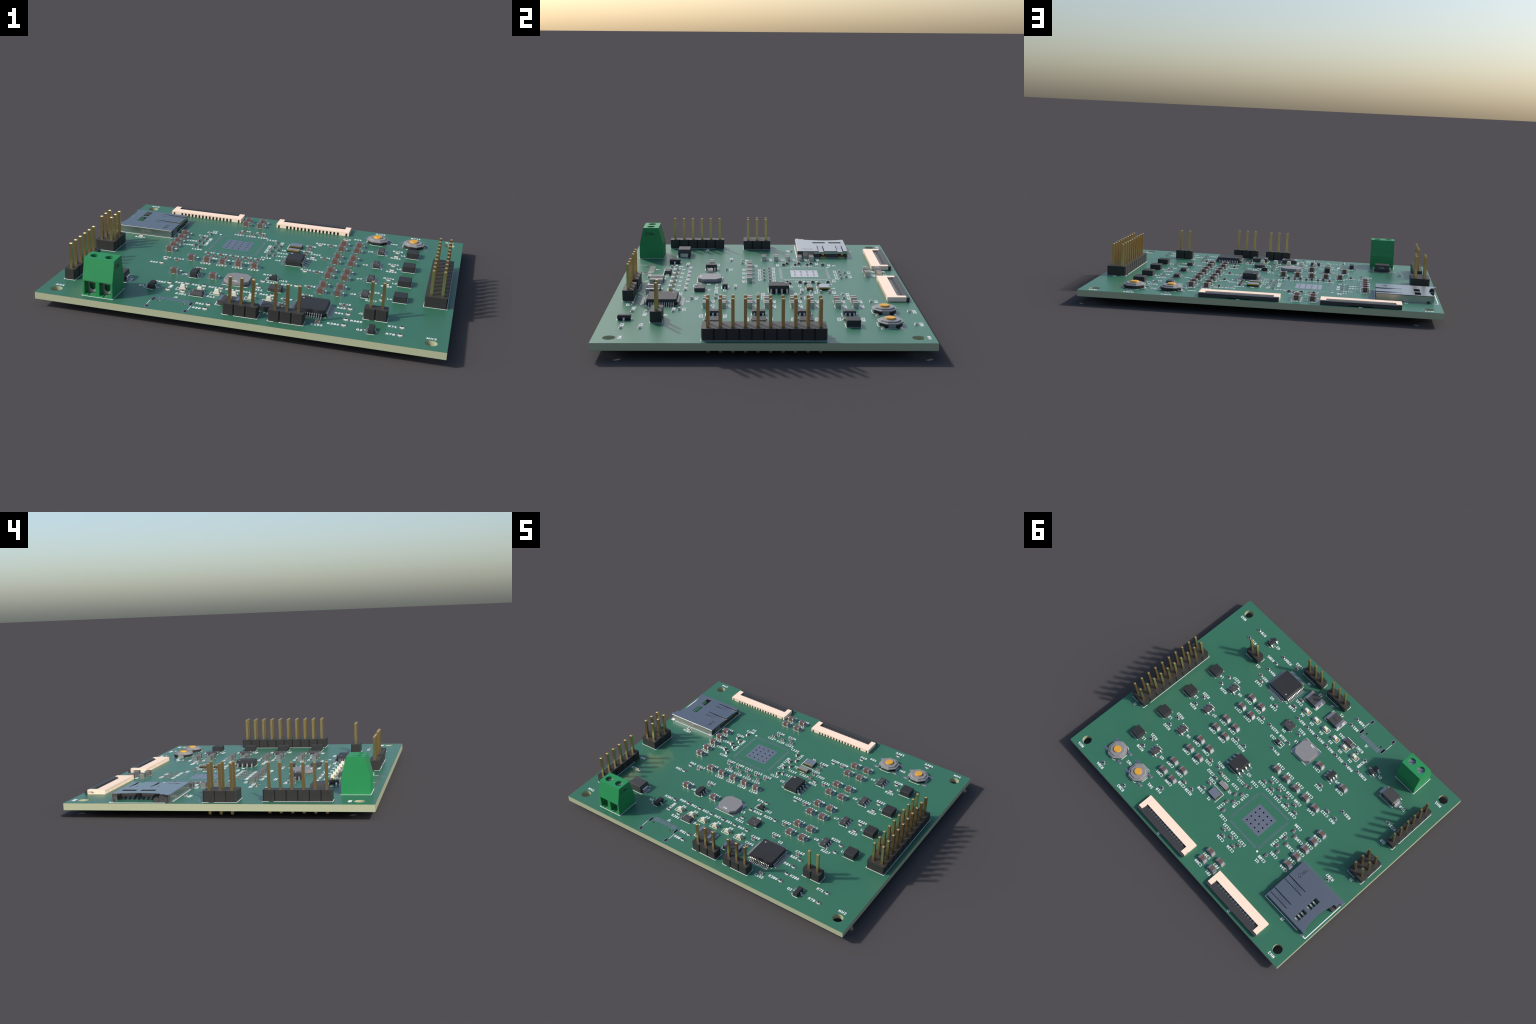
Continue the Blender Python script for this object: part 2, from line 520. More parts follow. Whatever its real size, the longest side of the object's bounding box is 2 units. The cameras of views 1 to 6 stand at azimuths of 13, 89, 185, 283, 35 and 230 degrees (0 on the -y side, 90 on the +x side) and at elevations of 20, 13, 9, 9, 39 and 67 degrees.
small_caps = {  # x, y, part turned, label dx, dy, label turned
    "C163": (21.5, -18.75, 0, 0, 1.1, 0), "C162": (17.5, -29.5, 0, 0, -1.1, 0), "C164": (12.5, -16.5, 0, 0, 1.1, 0),
    "C160": (8.5, -20.4, 0, 0, 1.05, 0), "C161": (8.5, -23.25, 0, 0, 1.1, 0), "C233": (12, -11, 0, 0, 1.1, 0),
    "C232": (12, -1, 0, 0, 1.1, 0), "C231": (12, 9, 0, 0, 1.1, 0), "C230": (12, 19, 0, 0, 1.15, 0),
    "C312": (-15, -9, 0, 0, 1.1, 0), "C313": (-22, -5, 0, 0, 1.15, 0),
    "C320": (7, 16, 0, 0, 1.15, 0), "C321": (7, 14, 0, 0, -1.1, 0), "C322": (7, 11.55, 0, 2.25, 0, 0), "C323": (7, 9.55, 0, -2.17, 0, 0),
    "C117": (-.6, 6.95, 1, 1.75, .1, 0), "C116": (-2, 6.3, 1, 0, -1.55, 0), "C119": (-.6, 10.8, 1, 1.75, -1.5, 0),
    "C118": (-2, 9.5, 1, -1.1, 0, 1), "C120": (-2, 12.65, 1, -1.1, 0, 1), "C121": (-.6, 14, 1, 0, 2.15, 1),
    "C122": (-2, 16.4, 1, -1.7, 1.6, 0),
    "C123": (-6.4, 20.1, 0, 0, -1.12, 0), "C125": (-9.6, 20.1, 0, 0, -1.12, 0), "C127": (-12.8, 20.1, 0, 0, -1.1, 0),
    "C124": (-7.7, 21.45, 0, 0, 1.08, 0), "C126": (-11.9, 21.45, 0, 0, 1.1, 0),
    "C100": (-20, 16.4, 1, 0, 1.65, 0), "C101": (-21.4, 13.35, 1, 0, 1.55, 0), "C102": (-20, 12.3, 1, 1.1, 0, 1),
    "C103": (-21.4, 10.15, 1, -1.7, 0, 0), "C104": (-20, 9.1, 1, 1.1, 0, 1), "C105": (-21.4, 6.95, 1, -1.7, 0, 0),
    "C106": (-20, 6, 1, 0, -1.6, 0),
}
for k in range(5):
    small_caps["C%d" % (107 + 2 * k)] = (-16.2 + 3.2 * k, 2.05, 0, 0, 1.1, 0)
for k in range(4):
    small_caps["C%d" % (108 + 2 * k)] = (-14.45 + 3.2 * k, .65, 0, 0, -1.13, 0)
for ref, (x, y, t, dx, dy, lt) in small_caps.items():
    put_small(CAP_S, .48, .56, .62, .108, .36, x, y, t * R90)
    label_text(ref, x + dx, y + dy, lt * R90)

large_caps = {}
for g in range(4):
    for k, (x, y) in enumerate(((15, 21), (19, 21), (15, 17), (19, 17))):
        large_caps["C%d" % (200 + 4 * g + k)] = (x, y - 10 * g, 1.6)
for k in range(5):
    large_caps["C%d" % (145 + k)] = (-19 + 4 * k, -3.05, 1.7 if k == 0 else -1.45)
    large_caps["C%d" % (140 + k)] = (-26, .9 + 3.2 * k, 1.72)
large_caps.update({"C311": (-10.5, -13, 1.55), "C310": (-20, -13, 1.62), "C301": (-9, 27, 1.6), "C300": (-9, 30, 1.6),
                   "FB2": (-13, 27, 1.6), "FB1": (-13, 30, 1.57)})
for ref, (x, y, dy) in large_caps.items():
    CAP_L.at(x, y, 0, "ferrite_bead" if ref.startswith("FB") else None)
    for s in (-1, 1):
        land(x + s * .95, y, 1.0, 1.45)
        stroke([(x - .26, y + s * .735), (x + .26, y + s * .735)], .12)
    label_text(ref, x, y + dy)


# --------------------------------------------------------- leaded chip packages
def chip_body(w, l, z0, z1, draft=0.13, mid=0.5, bevel=0.02):
    """moulded package: widest at the parting line, drafted above and below"""
    zm = z0 + (z1 - z0) * mid
    a, b = w / 2, l / 2
    d0, d1 = draft * (zm - z0) / (z1 - z0) * 2, draft * (z1 - zm) / (z1 - z0) * 2
    ring = lambda d: rect(-a + d, -b + d, a - d, b - d)
    return Shape().loft([(ring(d0), z0), (ring(0), zm), (ring(d1), z1)], bevel=bevel)


def gull_leads(sh, positions, side, x_in, x_out, z_mid, b, t=0.15, foot=0.5, turn=False):
    """gull-wing leads on one side (+1 / -1); positions run along the side"""
    k = x_out - foot
    prof = [(side * x_in, z_mid), (side * (k - .12), z_mid), (side * (k + .02), z_mid - .12), (side * (k + .08), .22),
            (side * (k + .20), t / 2 + .03), (side * x_out, t / 2 + .03)]
    tmp = Shape()
    for p in positions:
        tmp.ribbon(prof, p - b / 2, p + b / 2, t)
    if turn:
        tmp.turned(R90)
    sh.merged(tmp)


def with_dot(x, y, r, z):
    return Shape().cyl(x, y, r, z - .01, z + .012, 20)


def soic8():
    y4 = [1.27 * (i - 1.5) for i in range(4)]
    leads = Shape()
    for s in (-1, 1):
        gull_leads(leads, y4, s, 1.8, 3.05, .95, .42, .2, .75)
    return Part("integrated_circuit", chip_body(3.9, 4.9, .12, 1.75, .1, .55).mesh("integrated_circuit", "chip_black"),
                [("lead", leads.mesh("lead", "tinned_lead")),
                 ("pin_marker", with_dot(-1.22, 1.70, .30, 1.75).mesh("pin_marker", "dot_grey"))])


def sot(w, l, h, left, right, mat, dot=None, name="integrated_circuit", span=1.4, b=.40):
    leads = Shape()
    gull_leads(leads, left, -1, w / 2 - .1, span, h * .52, b, .15, .42)
    gull_leads(leads, right, 1, w / 2 - .1, span, h * .52, b, .15, .42)
    subs = [("lead", leads.mesh("lead", "tinned_lead"))]
    if dot:
        subs.append(("pin_marker", with_dot(dot[0], dot[1], .12, h).mesh("pin_marker", "dot_grey")))
    return Part(name, chip_body(w, l, .08, h, .09, .5).mesh(name, mat), subs)


def quad_flat():
    pos = [.5 * (i - 5.5) for i in range(12)]
    leads = Shape()
    for s in (-1, 1):
        gull_leads(leads, pos, s, 3.4, 4.5, .78, .22, .13, .62)
        gull_leads(leads, pos, s, 3.4, 4.5, .78, .22, .13, .62, True)
    c = .25
    ring = lambda d: octagon(0, 0, 3.5 - d, 3.5 - d, c)
    body = Shape().loft([(ring(.12), .1), (ring(0), .76), (ring(0.0), .80), (ring(.14), 1.5)], bevel=.015)
    return Part("integrated_circuit", body.mesh("integrated_circuit", "chip_black"),
                [("lead", leads.mesh("lead", "tinned_lead")),
                 ("pin_marker", with_dot(-2.35, 2.35, .22, 1.5).mesh("pin_marker", "dot_grey"))])


# eight-leg memory chip
soic8().at(5.5, 4.0)
for i in range(4):
    for s in (-1, 1):
        land(5.5 + s * 2.475, 4 + 1.27 * (i - 1.5), 1.95, .6)
for s in (-1, 1):
    stroke([(5.5 - 1.95, 4 + s * 2.56), (5.5 + 1.95, 4 + s * 2.56)], .12)
silk_poly([(2.75, 6.55), (3.05, 6.95), (2.55, 6.95)])
label_text("U3", 1.19, 4.0)

# quad flat pack controller
quad_flat().at(15.0, -23.0)
for i in range(12):
    t = .5 * (i - 5.5)
    for s in (-1, 1):
        land(15 + s * 4.1625, -23 + t, 1.475, .3)
        land(15 + t, -23 + s * 4.1625, .3, 1.475)
for sx in (-1, 1):
    for sy in (-1, 1):
        stroke([(15 + sx * 3.15, -23 + sy * 3.61), (15 + sx * 3.61, -23 + sy * 3.61), (15 + sx * 3.61, -23 + sy * 3.15)], .12)
silk_poly([(10.85, -19.75), (11.10, -19.25), (10.60, -19.25)])
label_text("U2", 15.05, -17.25)

# four small regulators: three legs towards the inductors, two towards the board centre
REG = sot(1.6, 2.9, .95, (-.95, .95), (-.95, 0, .95), "chip_grey", (.55, -1.15))
MARK_DARK = stroke_shape([[(a, b), (a + .14, b + .05)] for a, b in ((-.5, .1), (-.25, .0), (.0, .08), (.25, 0))], .05, .948, .005)
REG.subs.append(("package_mark", MARK_DARK.turned(R90).mesh("package_mark", "dot_grey")))
IND = Part("inductor", Shape().box(-1.48, -1.48, .06, 1.48, 1.48, 1.5, bevel=.06).mesh("inductor", "chip_black"),
           [("terminal", Shape().box(-1.4, -1.2, .03, -.7, 1.2, .09).box(.7, -1.2, .03, 1.4, 1.2, .09).mesh("terminal", "tinned_lead"))])
for k in range(4):
    y = 19 - 10 * k
    REG.at(25, y)
    for d in (-.95, 0, .95):
        land(26.1375, y + d, 1.325, .6)
        if d:
            land(23.8625, y + d, 1.325, .6)
    silk_poly(circle(26.45, y - 1.65, .17, 14))
    stroke([(25.85, y - 1.66), (24.2, y - 1.66)], .14)
    stroke([(25.8, y + 1.6), (24.2, y + 1.6)], .14)
    stroke([(24.08, y - .45), (24.08, y + .45)], .16)
    label_text("U%d" % (5 + k), 22.3, y)
    IND.at(33, y)
    for s in (-1, 1):
        land(33 + s * 1.15, y, 1.0, 2.7)
        stroke([(31.4, y + s * 1.63), (34.6, y + s * 1.63)], .12)
    label_text("L%d" % (1 + k), 30.65, y)

# six-leg converter chip
sot(1.6, 2.9, 1.45, (-.95, 0, .95), (-.95, 0, .95), "chip_black", (-.45, 1.1)).at(-15, -13)
for d in (-.95, 0, .95):
    for s in (-1, 1):
        land(-15 + s * 1.1375, -13 + d, 1.325, .6)
for s in (-1, 1):
    stroke([(-15.9, -13 + s * 1.58), (-14.1, -13 + s * 1.58)], .13)
silk_poly([(-16.40, -11.55), (-16.15, -11.1), (-16.65, -11.1)])
label_text("U9", -17.5, -13)

# flat no-lead regulator
u4 = place("integrated_circuit", Shape().box(-1.5, -1.25, .03, 1.5, 1.25, .85, bevel=.03).mesh("integrated_circuit", "chip_grey"), 4.95, -15.0)
place("pin_marker", with_dot(.85, -.95, .13, .85).mesh("pin_marker", "dot_grey"), parent=u4)
place("package_mark", stroke_shape([[(-.2, .0), (.2, .05)], [(-.25, -.15), (-.1, -.12)]], .05, .848, .006).mesh("package_mark", "dot_grey"), parent=u4)
for d in (-.9, -.3, .3, .9):
    for s in (-1, 1):
        land(4.95 + s * 1.45, -15 + d, .45, .3)
for s in (-1, 1):
    stroke([(3.4, -15 + s * 1.37), (4.0, -15 + s * 1.37)], .13)
    stroke([(5.9, -15 + s * 1.37), (6.55, -15 + s * 1.37)], .13)
silk_poly(circle(3.1, -14.2, .12, 12))
label_text("U4", 4.92, -12.7)

# two transistors
TRA = sot(1.3, 2.9, 1.1, (-.95, .95), (0,), "chip_black", None, "transistor", 1.25)
for ref, x, y in (("Q1", -22.0, -23.0), ("Q2", 29.0, -30.0)):
    TRA.at(x, y)
    land(x + .94, y, 1.475, .6)
    for s in (-1, 1):
        land(x - .94, y + s * .95, 1.475, .6)
        stroke([(x - .75, y + s * 1.56), (x + .75, y + s * 1.56)], .12)
    stroke([(x - .62, y - .15), (x - .62, y + .15)], .12)
    silk_poly([(x - 1.35, y + .0), (x - 1.12, y + .35), (x - 1.58, y + .35)])
    label_text(ref, x - 2.5, y)

# ---------------------------------------------------------------------- diodes
leds = Shape().box(-.78, -.40, .08, .78, .40, .42)
leds.loft([(rect(-.60, -.395, .60, .395), .42), (rect(-.50, -.38, .50, .38), 1.06), (rect(-.42, -.33, .42, .33), 1.18)])
cap_ends = Shape()
for s in (-1, 1):
    cap_ends.box(s * .56, -.41, .03, s * .82, .41, .13)
    cap_ends.box(s * .785, -.30, .13, s * .82, .30, .44)
    cap_ends.box(s * .64, -.28, .42, s * .80, .28, .445)
LED = Part("led", leds.mesh("led", "led_cream"), [("terminal", cap_ends.mesh("terminal", "gold_contact"))])
for k in range(6):
    x, y = -15 + 4 * k, -22.0
    LED.at(x, y)
    for s in (-1, 1):
        land(x + s * .7875, y, .875, .95)
    stroke([(x + .8, y - .735), (x - 1.485, y - .735), (x - 1.485, y + .735), (x + .8, y + .735)], .12)
    label_text("D%d" % (k + 1), x, y + 1.75)

# power diode with bent tabs
tabs = Shape()
for s in (-1, 1):
    tabs.ribbon([(s * 2.05, 1.05), (s * 2.42, 1.02), (s * 2.5, .9), (s * 2.5, .2), (s * 2.42, .11), (s * 1.7, .10)], -1.05, 1.05, .16)
d10 = chip_body(4.4, 3.5, .12, 2.15, .14, .42, .04)
d10o = place("diode", d10.mesh("diode", "chip_grey"), -31.0, -21.0)
place("terminal_tab", tabs.mesh("terminal_tab", "tinned_lead"), parent=d10o)
for s in (-1, 1):
    land(-31 + s * 2.15, -21, 2.5, 2.3)
    stroke([(-28.5, -21 + s * 1.62), (-28.35, -21 + s * 1.86), (-33.65, -21 + s * 1.86), (-33.5, -21 + s * 1.62)], .13)
label_text("D10", -35.6, -20.97)

# flat surge diode
d11 = Shape().loft([(rect(-1.42, -.92, 1.42, .92), .06), (rect(-1.42, -.92, 1.42, .92), .35), (rect(-1.27, -.68, 1.27, .68), .98)], bevel=.02)
d11o = place("diode", d11.mesh("diode", "chip_grey"), -11.0, -23.95)
place("cathode_band", Shape().box(-1.02, -.62, .97, -.90, .62, .99).mesh("cathode_band", "dot_grey"), parent=d11o)
place("terminal_tab", Shape().box(-1.75, -.45, .03, -1.38, .45, .22).box(1.38, -.45, .03, 1.75, .45, .22).mesh("terminal_tab", "tinned_lead"), parent=d11o)
for s in (-1, 1):
    land(-11 + s * 1.65, -24, .95, 1.1)
    stroke([(-12.65, -24 + s * 1.05), (-9.4, -24 + s * 1.05)], .12)
label_text("D11", -7.75, -23.97)

# small signal diode
d12o = place("diode", chip_body(1.75, 1.25, .08, 1.05, .06, .5).mesh("diode", "chip_black"), 3.0, -9.0)
place("cathode_band", Shape().box(-.80, -.57, 1.045, -.38, .57, 1.062).mesh("cathode_band", "band_grey"), parent=d12o)
sl = Shape()
for s in (-1, 1):
    gull_leads(sl, (0,), s, .8, 1.28, .5, .32, .12, .3)
place("lead", sl.mesh("lead", "tinned_lead"), parent=d12o)
for s in (-1, 1):
    land(3 + s * 1.05, -9, .6, .45)
stroke([(4.0, -9.85), (1.38, -9.85), (1.38, -8.15), (4.0, -8.15)], .12)
label_text("D12", 5.45, -8.97)

# ------------------------------------------------------------ fuses, inductors
fuse = Shape().box(-2.2, -1.62, .05, 2.2, 1.62, 1.08, bevel=.02)
fend = Shape()
for s in (-1, 1):
    fend.box(s * 1.50, -1.60, 1.05, s * 2.22, 1.60, 1.12)
    for w in (-1, 1):
        fend.box(s * 2.18, w * .55, .06, s * 2.25, w * 1.60, 1.10)
    fend.box(s * 2.18, -.56, .80, s * 2.25, .56, 1.10)
dark_curve = stroke_shape([arc(-.15, .0, .45, .30, 170, 60) + arc(.30, -.2, .45, .30, 100, -10)], .28, 1.078, .008)  # dark S-shaped blotch on the fuse top
FUSE = Part("fuse", fuse.mesh("fuse", "chip_grey"),
            [("terminal", fend.mesh("terminal", "tinned_pad")), ("package_mark", dark_curve.mesh("package_mark", "mark_dark"))])
for ref, x in (("F1", -3.0), ("F2", 6.0)):
    FUSE.at(x, -26.0)
    for s in (-1, 1):
        land(x + s * 2.1, -26, 1.0, 3.4)
        stroke([(x + s * 1.5, -27.92), (x + s * 2.70, -27.92), (x + s * 2.70, -24.12), (x + s * 1.5, -24.12)], .13)
    label_text(ref, x, -28.6)

big = Shape().loft([(octagon(0, 0, 2.95, 2.88, 1.35), .10), (octagon(0, 0, 2.98, 2.92, 1.35), .5), (octagon(0, 0, 2.96, 2.90, 1.33), .95)], bevel=.05)
l5 = place("power_inductor", big.mesh("power_inductor", "inductor_grey"), -4.55, -12.95)
place("maker_mark", stroke_shape([[(x - .9, y - 2.5) for x, y in ln] for ln in cloud_mark(.62)], .08, .948, .006).mesh("maker_mark", "silkscreen_white"), parent=l5)
for s in (-1, 1):
    land(-4.46 + s * 2.4, -13, 2.0, 5.5)
    stroke([(-7.55, -13 + s * 3.03), (-1.42, -13 + s * 3.03)], .13)
label_text("L5", -.2, -13)

# -------------------------------------------------------------------- crystals
for ref, (x, y), (a, b), lid, lab in (("Y1", (3.5, 15.0), (1.6, 1.25), "lid_grey", (3.49, 17.25)),
                                      ("Y2", (3.5, 11.5), (1.6, .75), "inductor_grey", (.95, 11.55))):
    o = place("crystal", Shape().box(-a, -b, .03, a, b, .42, bevel=.03).mesh("crystal", "chip_black"), x, y)
    place("gold_rim", Shape().box(-a + .08, -b + .08, .42, a - .08, b - .08, .68).mesh("gold_rim", "gold_contact"), parent=o)
    place("lid", Shape().box(-a + .10, -b + .10, .68, a - .10, b - .10, .74).mesh("lid", lid), parent=o)
    for sx in (-1, 1):
        if ref == "Y1":
            for sy in (-1, 1):
                land(x + sx * 1.1, y + sy * .85, 1.3, 1.1)
        else:
            land(x + sx * 1.2, y, 1.0, 1.7)
    label_text(ref, *lab)
stroke([(5.6, 13.28), (1.47, 13.28), (1.47, 16.72)], .12)
for s in (-1, 1):
    stroke([(2.75, 11.5 + s * .88), (4.25, 11.5 + s * .88)], .12)

# ------------------------------------------------------------ tactile switches
reg_oct = lambda h: octagon(0, 0, h, h, h * .586)
base = Shape().loft([(reg_oct(2.40), .12), (reg_oct(2.48), .80)])
cover = Shape().loft([(reg_oct(2.66), .74), (reg_oct(2.68), .92), (reg_oct(2.60), .98), (reg_oct(2.20), 1.02), (reg_oct(2.06), 1.30), (reg_oct(2.0), 1.33)])
for s in (-1, 1):
    cover.box(s * 2.42, -.78, .10, s * 2.64, .78, .76)
knob = Shape().loft([(circle(0, 0, 1.07, 36), 1.30), (circle(0, 0, 1.07, 36), 1.62), (circle(0, 0, 1.02, 36), 1.68)])
legs = Shape()
for sx in (-1, 1):
    for sy in (-1, 1):
        legs.ribbon([(sx * 2.0, .20), (sx * 2.6, .16), (sx * 3.0, .12), (sx * 3.45, .11)], sy * 1.925 - .3, sy * 1.925 + .3, .16)
SWITCH = Part("push_button", base.mesh("push_button", "header_black"),
              [("metal_cover", cover.mesh("metal_cover", "switch_grey", 20)), ("button_cap", knob.mesh("button_cap", "button_orange", 40)),
               ("lead", legs.mesh("lead", "tinned_lead"))])
for ref, x, lx in (("SW1", 23.0, 17.8), ("SW2", 32.5, 27.3)):
    y = 27.0
    SWITCH.at(x, y)
    for sx in (-1, 1):
        for sy in (-1, 1):
            land(x + sx * 3.1, y + sy * 1.93, 1.55, .85)
    for s in (-1, 1):
        stroke([(x - 1.75, y + s * 2.35), (x - 1.30, y + s * 2.77), (x + 1.25, y + s * 2.77), (x + 1.70, y + s * 2.35)], .12)
        stroke([(x + s * 2.77, y - 1.0), (x + s * 2.77, y + 1.0)], .12)
    label_text(ref, lx, y)

# ------------------------------------------------- ribbon-cable connectors (15 way)
def ribbon_connector(cx):
    y0, y1, ym, z = 28.82, 33.2, 31.25, 1.10
    hw = 9.97
    white = Shape()
    # beam with a comb of rounded slots along its front: teeth below, solid bar above
    white.box(-hw, y0 + 1.3, .05, hw, ym, z - .002)
    white.box(-hw, y0, .80, hw, y0 + 1.31, z)
    edges = [-hw, -9.55, -9.05] + [v for i in range(15) for v in (-7 + i - .27, -7 + i + .27)] + [9.05, 9.55, hw]
    for a, b in zip(edges[0::2], edges[1::2]):
        white.box(a, y0, .04, b, y0 + 1.31, .80)
    for s in (-1, 1):        # arms with the corner step
        white.box(s * 8.55, ym - .002, .05, s * hw, y1, z)
        white.box(s * 8.98, y1, .35, s * hw, y1 + .02, z - .12)
    o = place("ribbon_connector", white.mesh("ribbon_connector", "connector_cream"), cx, 0)
    black = Shape()
    black.box(-8.50, ym + .42, .06, 8.50, 32.55, .72)
    black.box(-8.50, ym + .01, .06, 8.50, ym + .42, .25)
    for i in range(16):
        black.box(-7.5 + i - .17, ym + .01, .25, -7.5 + i + .17, ym + .43, .70)
    bar = [(-hw + .05, .05), (-3.2, .05), (-2.6, .30), (2.6, .30), (3.2, .05), (hw - .05, .05), (hw - .05, 1.0), (-hw + .05, 1.0)]
    prof = Shape().plate(bar, [], 0, 33.95 - y1 - .02)
    prof.v = [(x, 33.95 - z_, y_) for x, y_, z_ in prof.v]
    black.merged(prof)
    black.box(-8.50, 32.55, .06, 8.50, y1 + .025, 1.0)
    black.box(-7.6, y0 + .42, .06, 7.6, y0 + 1.29, .79)  # black block set behind the comb teeth, inside the cream beam, so that the slots look dark
    place("latch", black.mesh("latch", "latch_grey"), parent=o)
    pins = Shape()
    for i in range(15):
        pins.box(-7 + i - .12, ym - .2, .40, -7 + i + .12, ym + .75, .735)
    place("contact", pins.mesh("contact", "tinned_lead"), parent=o)
    lines = [[(px, py) for px, py in ln] for ln in cloud_mark(.62)]
    mk = stroke_shape(lines, .07, 0, .008)
    mk.v = [(-hw - z_, 33.0 - px, .28 + py) for px, py, z_ in mk.v]
    place("maker_mark", mk.mesh("maker_mark", "mark_dark"), parent=o)


ribbon_connector(5.0)
ribbon_connector(-25.0)
label_text("J4", 5.0, 34.3)
label_text("J2", -25.0, 34.3)

# -------------------------------------------------------------- memory card slot
SX, SY0, SY1, SZ = -28.7, 10.06, 23.88, 1.90     # back edge, sides and top of the shell
tongues = [(15.75, 17.5), (20.95, 22.75)]
outline = [(SX, SY0 + .14)]
for a, b in tongues:
    outline += [(SX, a), (-35.35, a), (-35.35, b), (SX, b)]
outline += [(SX, SY1), (-43.35, SY1), (-43.20, 23.3), (-42.75, 22.0), (-42.42, 19.5), (-42.38, 17.5), (-42.6, 15.5),
           (-43.1, 13.0), (-43.2, 12.55), (-43.95, 12.5), (-43.95, 11.2), (-44.6, 11.15), (-44.6, 10.20), (-43.6, SY0 + .14)]
wins = [rect(-40.05, 14.85, -38.5, 18.4), rect(-40.05, 19.4, -38.5, 22.9)]
shell = Shape().plate(outline[::-1], wins, SZ - .14, SZ)
for a, b in tongues:          # spring tongues cut free along both sides and pressed down
    shell.ribbon([(-35.36, SZ - .07), (-34.2, SZ - .09), (-33.0, SZ - .16), (-31.8, SZ - .24), (-30.6, SZ - .27), (SX - .02, SZ - .27)],
                 a + .20, b - .20, .12)
roll = [(SY0 + .14 - .14 * math.sin(t), SZ - .14 + .14 * math.cos(t)) for t in [math.pi / 2 * i / 4 for i in range(5)]]
roll = roll + [(SY0, .10), (SY0 + .13, .10), (SY0 + .13, SZ - .14)]
k = len(roll)
shell.add([(SX - .05, a, b) for a, b in roll] + [(-43.5, a, b) for a, b in roll],
          [tuple(range(k)), tuple(range(2 * k - 1, k - 1, -1))] + [(i, i + k, (i + 1) % k + k, (i + 1) % k) for i in range(k)])  # rolled edge and                     # right wall
shell.box(SX - .10, SY1 - .14, .10, -41.5, SY1, SZ - .02)                          # left wall
shell.box(-41.5, SY1 - .14, .75, -43.3, SY1, SZ - .02)
shell.box(-42.4, SY1 - .14, .10, -43.3, SY1, .80)
shell.box(SX - .13, 11.6, .10, SX, 14.3, SZ - .02)                                 # back: short full wall, long half wall
for a, b, top in ((14.5, 15.75, .02), (15.75, 17.5, .34), (17.5, 20.95, .02), (20.95, 22.75, .34), (22.75, 23.75, .02)):
    shell.box(SX - .13, a, 1.12, SX, b, SZ - top)
shell.box(-42.7, SY1 - .95, .05, -42.6, SY1 - .02, SZ - .16)                        # folded front corner
shell.box(-44.15, SY0, .10, -43.45, SY0 + .5, SZ - .1)
shell.box(-44.4, SY0 - .25, .03, -43.3, SY0 + .05, .12)
slot_o = place("memory_card_slot", shell.mesh("memory_card_slot", "shell_steel"), 0, 0)
inner = Shape()
inner.box(SX - .25, SY0 + .3, .06, -31.2, SY1 - .3, .55)
inner.box(SX - .25, SY0 + .3, .06, SX - .14, 15.2, 1.7)
inner.box(SX - .20, 15.2, .30, -29.3, 16.2, 1.5)
inner.box(SX - .20, 18.3, .06, -29.3, 21.3, 1.05)
inner.box(SX - .16, 15.3, 1.06, -30.2, 23.4, 1.42)
inner.box(SX - .20, 23.2, .06, -29.3, SY1 - .2, 1.5)
inner.box(-31.2, SY0 + .3, .06, -41.9, 13.6, .5)
inner.box(-42.0, SY0 + .6, .06, -44.15, 12.6, 1.62)
inner.box(-41.6, 12.5, .06, -43.9, 14.0, 1.0)
inner.box(-35.9, 14.2, .06, -38.2, 18.7, 1.70)
inner.box(-35.9, 19.3, .06, -38.2, 23.6, 1.70)
inner.box(-35.9, 18.7, .06, -37.2, 19.3, 1.70)
inner.box(-37.0, 23.4, .06, -42.9, SY1 - .2, .5)
place("insulator", inner.mesh("insulator", "chip_grey"), parent=slot_o)
spr = Shape()
for i in range(8):
    yy = 14.8 + 1.09 * i
    spr.ribbon([(-38.0, .62), (-38.6, .58), (-39.7, .26), (-40.0, .10), (-40.5, .10)], yy - .22, yy + .22, .1)
place("contact", spr.mesh("contact", "tinned_pad"), parent=slot_o)
gld = Shape()
for a, b in ((16.5, 18.0), (21.5, 23.0)):
    gld.box(SX - .5, a, .05, SX + .02, b, .30)
    gld.ribbon([(SX - .6, .5), (-31.5, .9), (-33.5, 1.05), (-34.6, .7)], a + .2, b - .2, .1)
place("gold_contact", gld.mesh("gold_contact", "gold_contact"), parent=slot_o)
place("maker_mark", stroke_shape([[(-31.7 + py, 14.45 - px) for px, py in ln] for ln in cloud_mark(1.35)], .12, SZ - .004, .008).mesh("maker_mark", "mark_dark"), parent=slot_o)
land(-43.2, 24.2, 1.0, .8)
land(-44.0, 10.2, 1.1, 1.0)
land(-29.6, 10.1, 1.0, .7)
stroke([(-43.6, 24.25), (-44.35, 24.25), (-44.35, 11.3)], .25)
stroke([(-42.9, 9.88), (-28.5, 9.88), (-28.5, 24.26), (-41.2, 24.26)], .17)
label_text("J3", -36.4, 25.15)


# --------------------------------------------------------------- screw terminal
def booled(sh, cutter):
    me_a, me_b = sh.mesh("a", "terminal_green"), cutter.mesh("b", "terminal_green")
    a, b = bpy.data.objects.new("a", me_a), bpy.data.objects.new("b", me_b)
    for o in (a, b):
        bpy.context.scene.collection.objects.link(o)
    m = a.modifiers.new("cut", 'BOOLEAN')
    m.operation, m.object, m.solver, m.use_self = 'DIFFERENCE', b, 'EXACT', True
    bpy.context.view_layer.update()
    out = bpy.data.meshes.new_from_object(a.evaluated_get(bpy.context.evaluated_depsgraph_get()))
    for o in (a, b):
        bpy.data.objects.remove(o)
    return out


